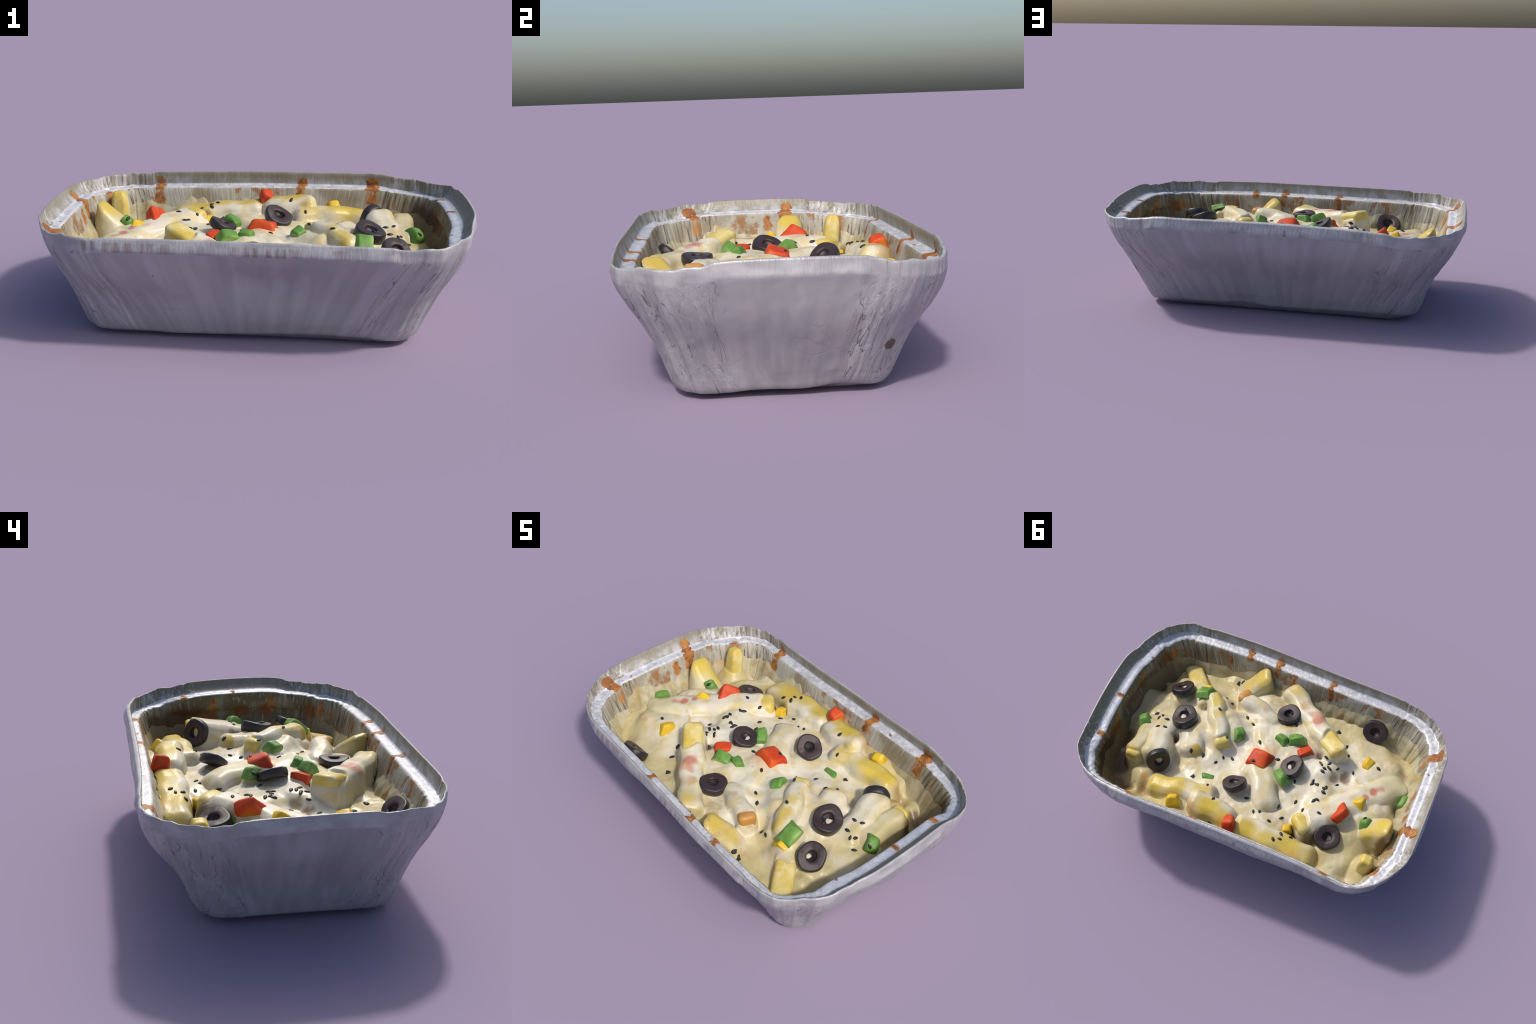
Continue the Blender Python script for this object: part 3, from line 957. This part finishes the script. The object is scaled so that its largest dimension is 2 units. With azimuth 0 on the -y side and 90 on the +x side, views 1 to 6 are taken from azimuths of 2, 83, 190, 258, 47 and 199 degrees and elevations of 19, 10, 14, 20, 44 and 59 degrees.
# ------------------------------------------------------------- olive slices
def olive_mesh(seed):
    rng = np.random.RandomState(seed)
    hole = rng.uniform(.34, .42)
    th = .31
    # cross-section of the ring, radius 1: (r, z), with which part is cut flesh
    plug = rng.uniform(-.1, .35)
    sec = [(.004, -th * .5), (.004, th * plug), (hole - .05, th * plug), (hole - .02, th * .60), (hole, th * .88),
           (hole + .04, th * .98), (.62, th * .96), (.82, th), (.905, th * .99), (.945, th * .93), (.972, th * .78),
           (.99, th * .4), (1.0, 0), (.99, -th * .5), (.95, -th * .9), (.85, -th), (hole, -th)]
    cut = [1, 2, 1, 1, 1, 1, 1, 1, 0, 0, 0, 0, 0, 0, 0, 1, 1]
    n, m = 56, len(sec)
    V, Fc, mi = [], [], []
    p1, p2 = rng.uniform(0, 6.28, 2)
    for i in range(n):
        a = 2 * math.pi * i / n
        g = 1 + .05 * math.sin(2 * a + p1) + .02 * math.sin(5 * a + p2)
        for r, z in sec:
            j = .012 * mnoise.noise(Vector((math.cos(a) * 3 + seed, math.sin(a) * 3, z * 6)))
            V.append(((r * g + j) * math.cos(a), (r * g + j) * math.sin(a), z + j + .07 * r * math.sin(2 * a + p2)))
    for i in range(n):
        for k in range(m):
            l, o = (k + 1) % m, (i + 1) % n
            Fc.append((i * m + k, o * m + k, o * m + l, i * m + l))
            mi.append(cut[k])
    me = bpy.data.meshes.new('olive_slice')
    me.from_pydata(V, [], Fc)
    me.materials.append(MAT['skin'])
    me.materials.append(MAT['flesh'])
    me.materials.append(MAT['skin'])
    me.polygons.foreach_set('material_index', mi)
    me.polygons.foreach_set('use_smooth', [True] * len(Fc))
    bm = bmesh.new()
    bm.from_mesh(me)
    bmesh.ops.recalc_face_normals(bm, faces=bm.faces)
    bm.to_mesh(me)
    bm.free()
    return me


OLIVE_MESH = [olive_mesh(i) for i in range(3)]
# place of the middle, direction the cut face looks, radius
OLIVES = [((.087, .229, .400), (.35, -.40, .85), .070), ((-.176, .012, .415), (.36, .10, .92), .069),
          ((-.030, -.321, .398), (.06, .00, 1.0), .069), ((.525, -.069, .412), (.22, -.15, .96), .078),
          ((.628, -.268, .388), (.32, -.42, .85), .072), ((.555, .242, .394), (-.60, .72, .32), .072),
          ((-.535, -.440, .340), (-.05, .72, .70), .072), ((-.500, .328, .348), (-.15, .28, .95), .073)]


def aim(v):
    return Vector(v).to_track_quat('Z', 'Y')


for i, (p, d, r) in enumerate(OLIVES):
    ob = link(bpy.data.objects.new('olive_slice', OLIVE_MESH[i % 3]), top)
    ob.location = p
    ob.rotation_euler = (aim(d) @ Euler((0, 0, i * 1.7)).to_quaternion()).to_euler()
    ob.scale = (r, r, r * (1.0 if i != 3 else 1.15))

# ------------------------------------------------------------- pepper pieces
def pepper_mesh(seed, lx, ly, lz, curl):
    rng = random.Random(seed)
    bm = bmesh.new()
    bmesh.ops.create_cube(bm, size=1.0)
    sx, sy = rng.uniform(-.25, .25), rng.uniform(-.25, .25)
    for v in bm.verts:                                       # a knife-cut, uneven wedge
        tp = rng.uniform(.62, .90) if v.co.z > 0 else rng.uniform(.95, 1.15)
        v.co.x = (v.co.x + sx * max(0, v.co.z)) * lx * tp
        v.co.y = (v.co.y + sy * max(0, v.co.z)) * ly * tp
        v.co.z *= lz * rng.uniform(.80, 1.25)
    bmesh.ops.bevel(bm, geom=list(bm.edges), offset=min(lx, ly, lz) * .20, segments=3, affect='EDGES', profile=.55)
    bmesh.ops.triangulate(bm, faces=[f for f in bm.faces if len(f.verts) > 4])
    bmesh.ops.subdivide_edges(bm, edges=[e for e in bm.edges if e.calc_length() > .016], cuts=3, use_grid_fill=True)
    for v in bm.verts:
        v.co.z -= curl * (v.co.x / lx) ** 2 * lz
        n = mnoise.noise_vector(v.co * 20 + Vector((seed * 3.1, 0, 0)))
        v.co += n * .0055
    me = bpy.data.meshes.new('pepper_piece')
    bm.to_mesh(me)
    bm.free()
    me.polygons.foreach_set('use_smooth', [True] * len(me.polygons))
    return me


# colour, place, direction of the broad face, turn, length, width, thickness, curl
PEPPERS = [
    ('red', (.012, .035, .415), (.05, .25, .97), .10, .150, .125, .070, .5),
    ('red', (-.205, -.125, .405), (.10, -.20, .97), .30, .095, .060, .045, .4),
    ('red', (.020, .480, .440), (.15, -.20, .95), 1.00, .085, .070, .075, .3),
    ('red', (-.532, .200, .412), (-.35, .55, .75), .55, .125, .070, .085, .6),
    ('green', (-.131, .092, .420), (.45, -.10, .90), 1.15, .105, .065, .055, .8),
    ('green', (-.134, -.178, .426), (.25, -.40, .88), -.25, .110, .070, .045, 1.0),
    ('green', (-.052, -.139, .425), (.10, -.30, .95), -.70, .080, .055, .045, .3),
    ('green', (.186, -.095, .418), (-.20, -.35, .92), -.45, .095, .075, .050, .9),
    ('green', (.257, .219, .352), (.00, .10, 1.0), .10, .095, .045, .045, .2),
    ('green', (.488, -.285, .435), (.25, -.55, .80), 1.20, .115, .085, .034, 1.0),
    ('green', (.755, .010, .378), (.55, -.35, .78), 1.10, .100, .075, .070, .9),
    ('green', (-.668, .180, .380), (.45, -.35, .82), .40, .075, .070, .055, .8),
    ('green', (-.825, -.045, .335), (.30, .20, .93), -.80, .110, .052, .060, .8),
    ('yellow', (.378, .445, .398), (.25, -.35, .90), -.30, .080, .065, .065, .2),
    ('yellow', (.605, .110, .410), (.15, -.10, .98), .50, .095, .065, .034, .4),
    ('yellow', (-.566, -.199, .355), (-.20, .25, .94), .65, .100, .062, .050, .4),
    ('yellow', (-.598, .104, .382), (.00, .70, .72), .30, .085, .085, .040, .6),
    ('yellow', (.462, -.322, .385), (-.65, -.45, .60), 1.10, .085, .055, .040, .3),
    ('yellow', (-.275, .360, .350), (.00, .30, .95), .30, .060, .060, .050, .3),
    ('green', (-.500, .255, .352), (.00, .60, .80), .40, .075, .050, .045, .3),
]
for i, (colr, p, d, turn, lx, ly, lz, curl) in enumerate(PEPPERS):
    me = pepper_mesh(i + 1, lx, ly, lz, curl)
    me.materials.append(MAT[colr])
    ob = link(bpy.data.objects.new(colr + '_pepper_piece', me), top)
    ob.location = Vector(p) - aim(d) @ Vector((0, 0, .009))
    ob.rotation_euler = (aim(d) @ Euler((0, 0, turn)).to_quaternion()).to_euler()

# -------------------------------------------------------------- sesame seeds
def seed_mesh():
    n, m = 10, 8
    V, Fc = [(0, 0, -1.0)], []
    for i in range(1, m):
        t = i / m
        z = -1 + 2 * t
        r = math.sin(math.pi * t) ** .75 * (1.05 - .35 * t)
        for k in range(n):
            a = 2 * math.pi * k / n
            V.append((r * .60 * math.cos(a), r * .42 * math.sin(a), z))
    V.append((0, 0, 1.0))
    for k in range(n):
        l = (k + 1) % n
        Fc.append((0, 1 + l, 1 + k))
        for i in range(m - 2):
            Fc.append((1 + i * n + k, 1 + i * n + l, 1 + (i + 1) * n + l, 1 + (i + 1) * n + k))
        Fc.append((1 + (m - 2) * n + k, 1 + (m - 2) * n + l, len(V) - 1))
    me = bpy.data.meshes.new('sesame_seed')
    me.from_pydata(V, [], Fc)
    me.materials.append(MAT['seed'])
    me.polygons.foreach_set('use_smooth', [True] * len(Fc))
    return me


SEED = seed_mesh()
# where the sesame fell (x, y)
SEEDS = [
    (0.71, -0.067), (0.676, -0.027), (0.661, -0.048), (0.624, -0.029), (0.648, 0.046), (0.607, 0.033),
    (0.345, -0.168), (0.239, -0.019), (0.403, 0.122), (0.337, 0.106), (0.227, 0.072), (0.176, 0.057),
    (0.254, 0.12), (0.144, -0.19), (0.195, -0.226), (0.057, -0.077), (0.363, -0.49), (0.329, -0.486),
    (0.764, -0.023), (0.344, 0.245), (0.043, 0.063), (0.539, -0.107), (-0.202, -0.157), (-0.405, -0.299),
    (-0.438, -0.234), (-0.336, -0.121), (-0.296, -0.133), (-0.323, -0.074), (-0.343, -0.033), (-0.347, -0.055),
    (-0.364, -0.071), (-0.375, -0.066), (-0.414, -0.092), (-0.632, -0.189), (-0.077, -0.011), (-0.312, 0.039),
    (-0.313, 0.058), (-0.338, 0.056), (-0.346, 0.054), (-0.385, 0.069), (-0.393, 0.092), (-0.395, 0.056),
    (-0.442, -0.009), (-0.504, -0.115), (-0.183, 0.097), (-0.216, 0.077), (-0.329, -0.38), (-0.36, 0.163),
    (-0.377, 0.151), (-0.264, 0.193), (-0.185, 0.254), (-0.324, 0.246), (-0.417, 0.237), (-0.663, 0.164),
    (-0.224, 0.31), (-0.168, 0.356), (0.226, 0.297), (0.152, 0.385), (0.001, 0.271), (-0.067, 0.337),
    (-0.099, 0.324), (0.128, 0.497), (-0.237, 0.474), (-0.268, 0.456), (-0.265, 0.424), (-0.319, 0.419),
    (0.341, 0.244), (-0.406, -0.294), (-0.326, -0.383), (-0.361, -0.099), (-0.313, -0.084), (-0.095, -0.278),
    (-0.043, -0.312), (-0.044, -0.34), (0.329, -0.31), (0.367, -0.321), (0.333, -0.488), (0.352, -0.477)]
from mathutils.bvhtree import BVHTree
bpy.context.view_layer.update()
dg = bpy.context.evaluated_depsgraph_get()
hits = [o for o in top.children_recursive if o.type == 'MESH' and o.name.split('.')[0] not in ('foil_tray', 'base', 'cheese_film')]
trees = [(o, BVHTree.FromObject(o, dg), o.matrix_world.copy()) for o in hits]


def drop(x, y):
    """highest surface of the dish under (x, y): point and normal"""
    best = None
    for o, tr, mw in trees:
        im = mw.inverted()
        a = im @ Vector((x, y, 2))
        d = (im.to_3x3() @ Vector((0, 0, -1))).normalized()
        h = tr.ray_cast(a, d)
        if h[0] is not None:
            p = mw @ h[0]
            if best is None or p.z > best[0].z:
                nn = (mw.to_3x3().inverted().transposed() @ h[1]).normalized()
                best = (p, nn if nn.z > 0 else -nn)
    return best


rng = random.Random(3)
for i, (x, y) in enumerate(SEEDS):
    h = drop(x, y)
    if h is None:
        continue
    p, nn = h
    ang = rng.uniform(0, math.pi)
    flat = Vector((math.cos(ang), math.sin(ang), 0))
    ax = (flat - nn * flat.dot(nn)).normalized()
    yv = nn.cross(ax)
    M3 = Matrix((yv, nn, ax)).transposed()
    ob = link(bpy.data.objects.new('sesame_seed', SEED), top)
    s = rng.uniform(.0135, .0175)
    ob.matrix_world = Matrix.Translation(p + nn * .0015) @ M3.to_4x4() @ Matrix.Diagonal((s, s, s, 1))

# ---------------------------------------- browned cheese over ledge and rim
for di, ((x, y), hw, t0, t1, leanx) in enumerate(DRIPS):
    i0 = int(np.argmin((RC[:, 0] - x) ** 2 + (RC[:, 1] - y) ** 2))
    per = np.linalg.norm(RC[1, :2] - RC[0, :2])
    nu, nv = 17, 26
    Vd = []
    cen = section_point(i0, (t0 + t1) / 2)
    for b in range(nv):
        v = b / (nv - 1)
        t = t0 + (t1 - t0) * v
        wid = .80 * hw * min(1, 3.5 * math.sin(math.pi * (.03 + .94 * v))) ** .7 * (.9 + .45 * mnoise.noise(Vector((v * 3, di * 3.3, 0))) + .25 * mnoise.noise(Vector((v * 9, di * 5.1, 2))))
        off_u = leanx * (v - .5) * hw * 2 + .25 * hw * mnoise.noise(Vector((v * 4, di * 1.7, 5)))
        for a in range(nu):
            uu = a / (nu - 1) * 2 - 1
            t = t0 + (t1 - t0) * v + .012 * mnoise.noise(Vector((uu * 2.2, di * 7.7, v * 2)))
            edge = (1 - uu ** 2) * min(1, math.sin(math.pi * (.04 + .92 * v)) * 2.2)
            q = (off_u + uu * wid) / per + i0
            i, f = int(math.floor(q)), q - math.floor(q)
            p = section_point(i, t) * (1 - f) + section_point(i + 1, t) * f
            nup = np.array([INN[i % NS, 0] * .6, INN[i % NS, 1] * .6, .8])
            th = -.0022 + .0042 * math.sqrt(max(0, edge)) * (1 + .4 * mnoise.noise(Vector((uu * 2, v * 6, di))))
            Vd.append(p + nup * th)
    Fd = [(b * nu + a, b * nu + a + 1, (b + 1) * nu + a + 1, (b + 1) * nu + a) for b in range(nv - 1) for a in range(nu - 1)]
    mesh_object('browned_cheese_drip', Vd, Fd, MAT['drip'], top)

# little pools of cheese in and on some olive slices
for p, r, sq in (((.530, -.060, .409), .030, .35), ((-.166, .020, .408), .026, .4), ((.655, -.235, .398), .020, .3),
                 ((.612, -.278, .392), .018, .4)):
    bm = bmesh.new()
    bmesh.ops.create_icosphere(bm, subdivisions=3, radius=1)
    for v in bm.verts:
        v.co = Vector((v.co.x * r, v.co.y * r, v.co.z * r * sq)) * (1 + .25 * mnoise.noise(v.co * 1.7 + Vector(p) * 9)) + Vector(p)
    me = bpy.data.meshes.new('cheese_blob')
    bm.to_mesh(me)
    bm.free()
    me.polygons.foreach_set('use_smooth', [True] * len(me.polygons))
    me.materials.append(MAT['cream'])
    link(bpy.data.objects.new('cheese_blob', me), top)
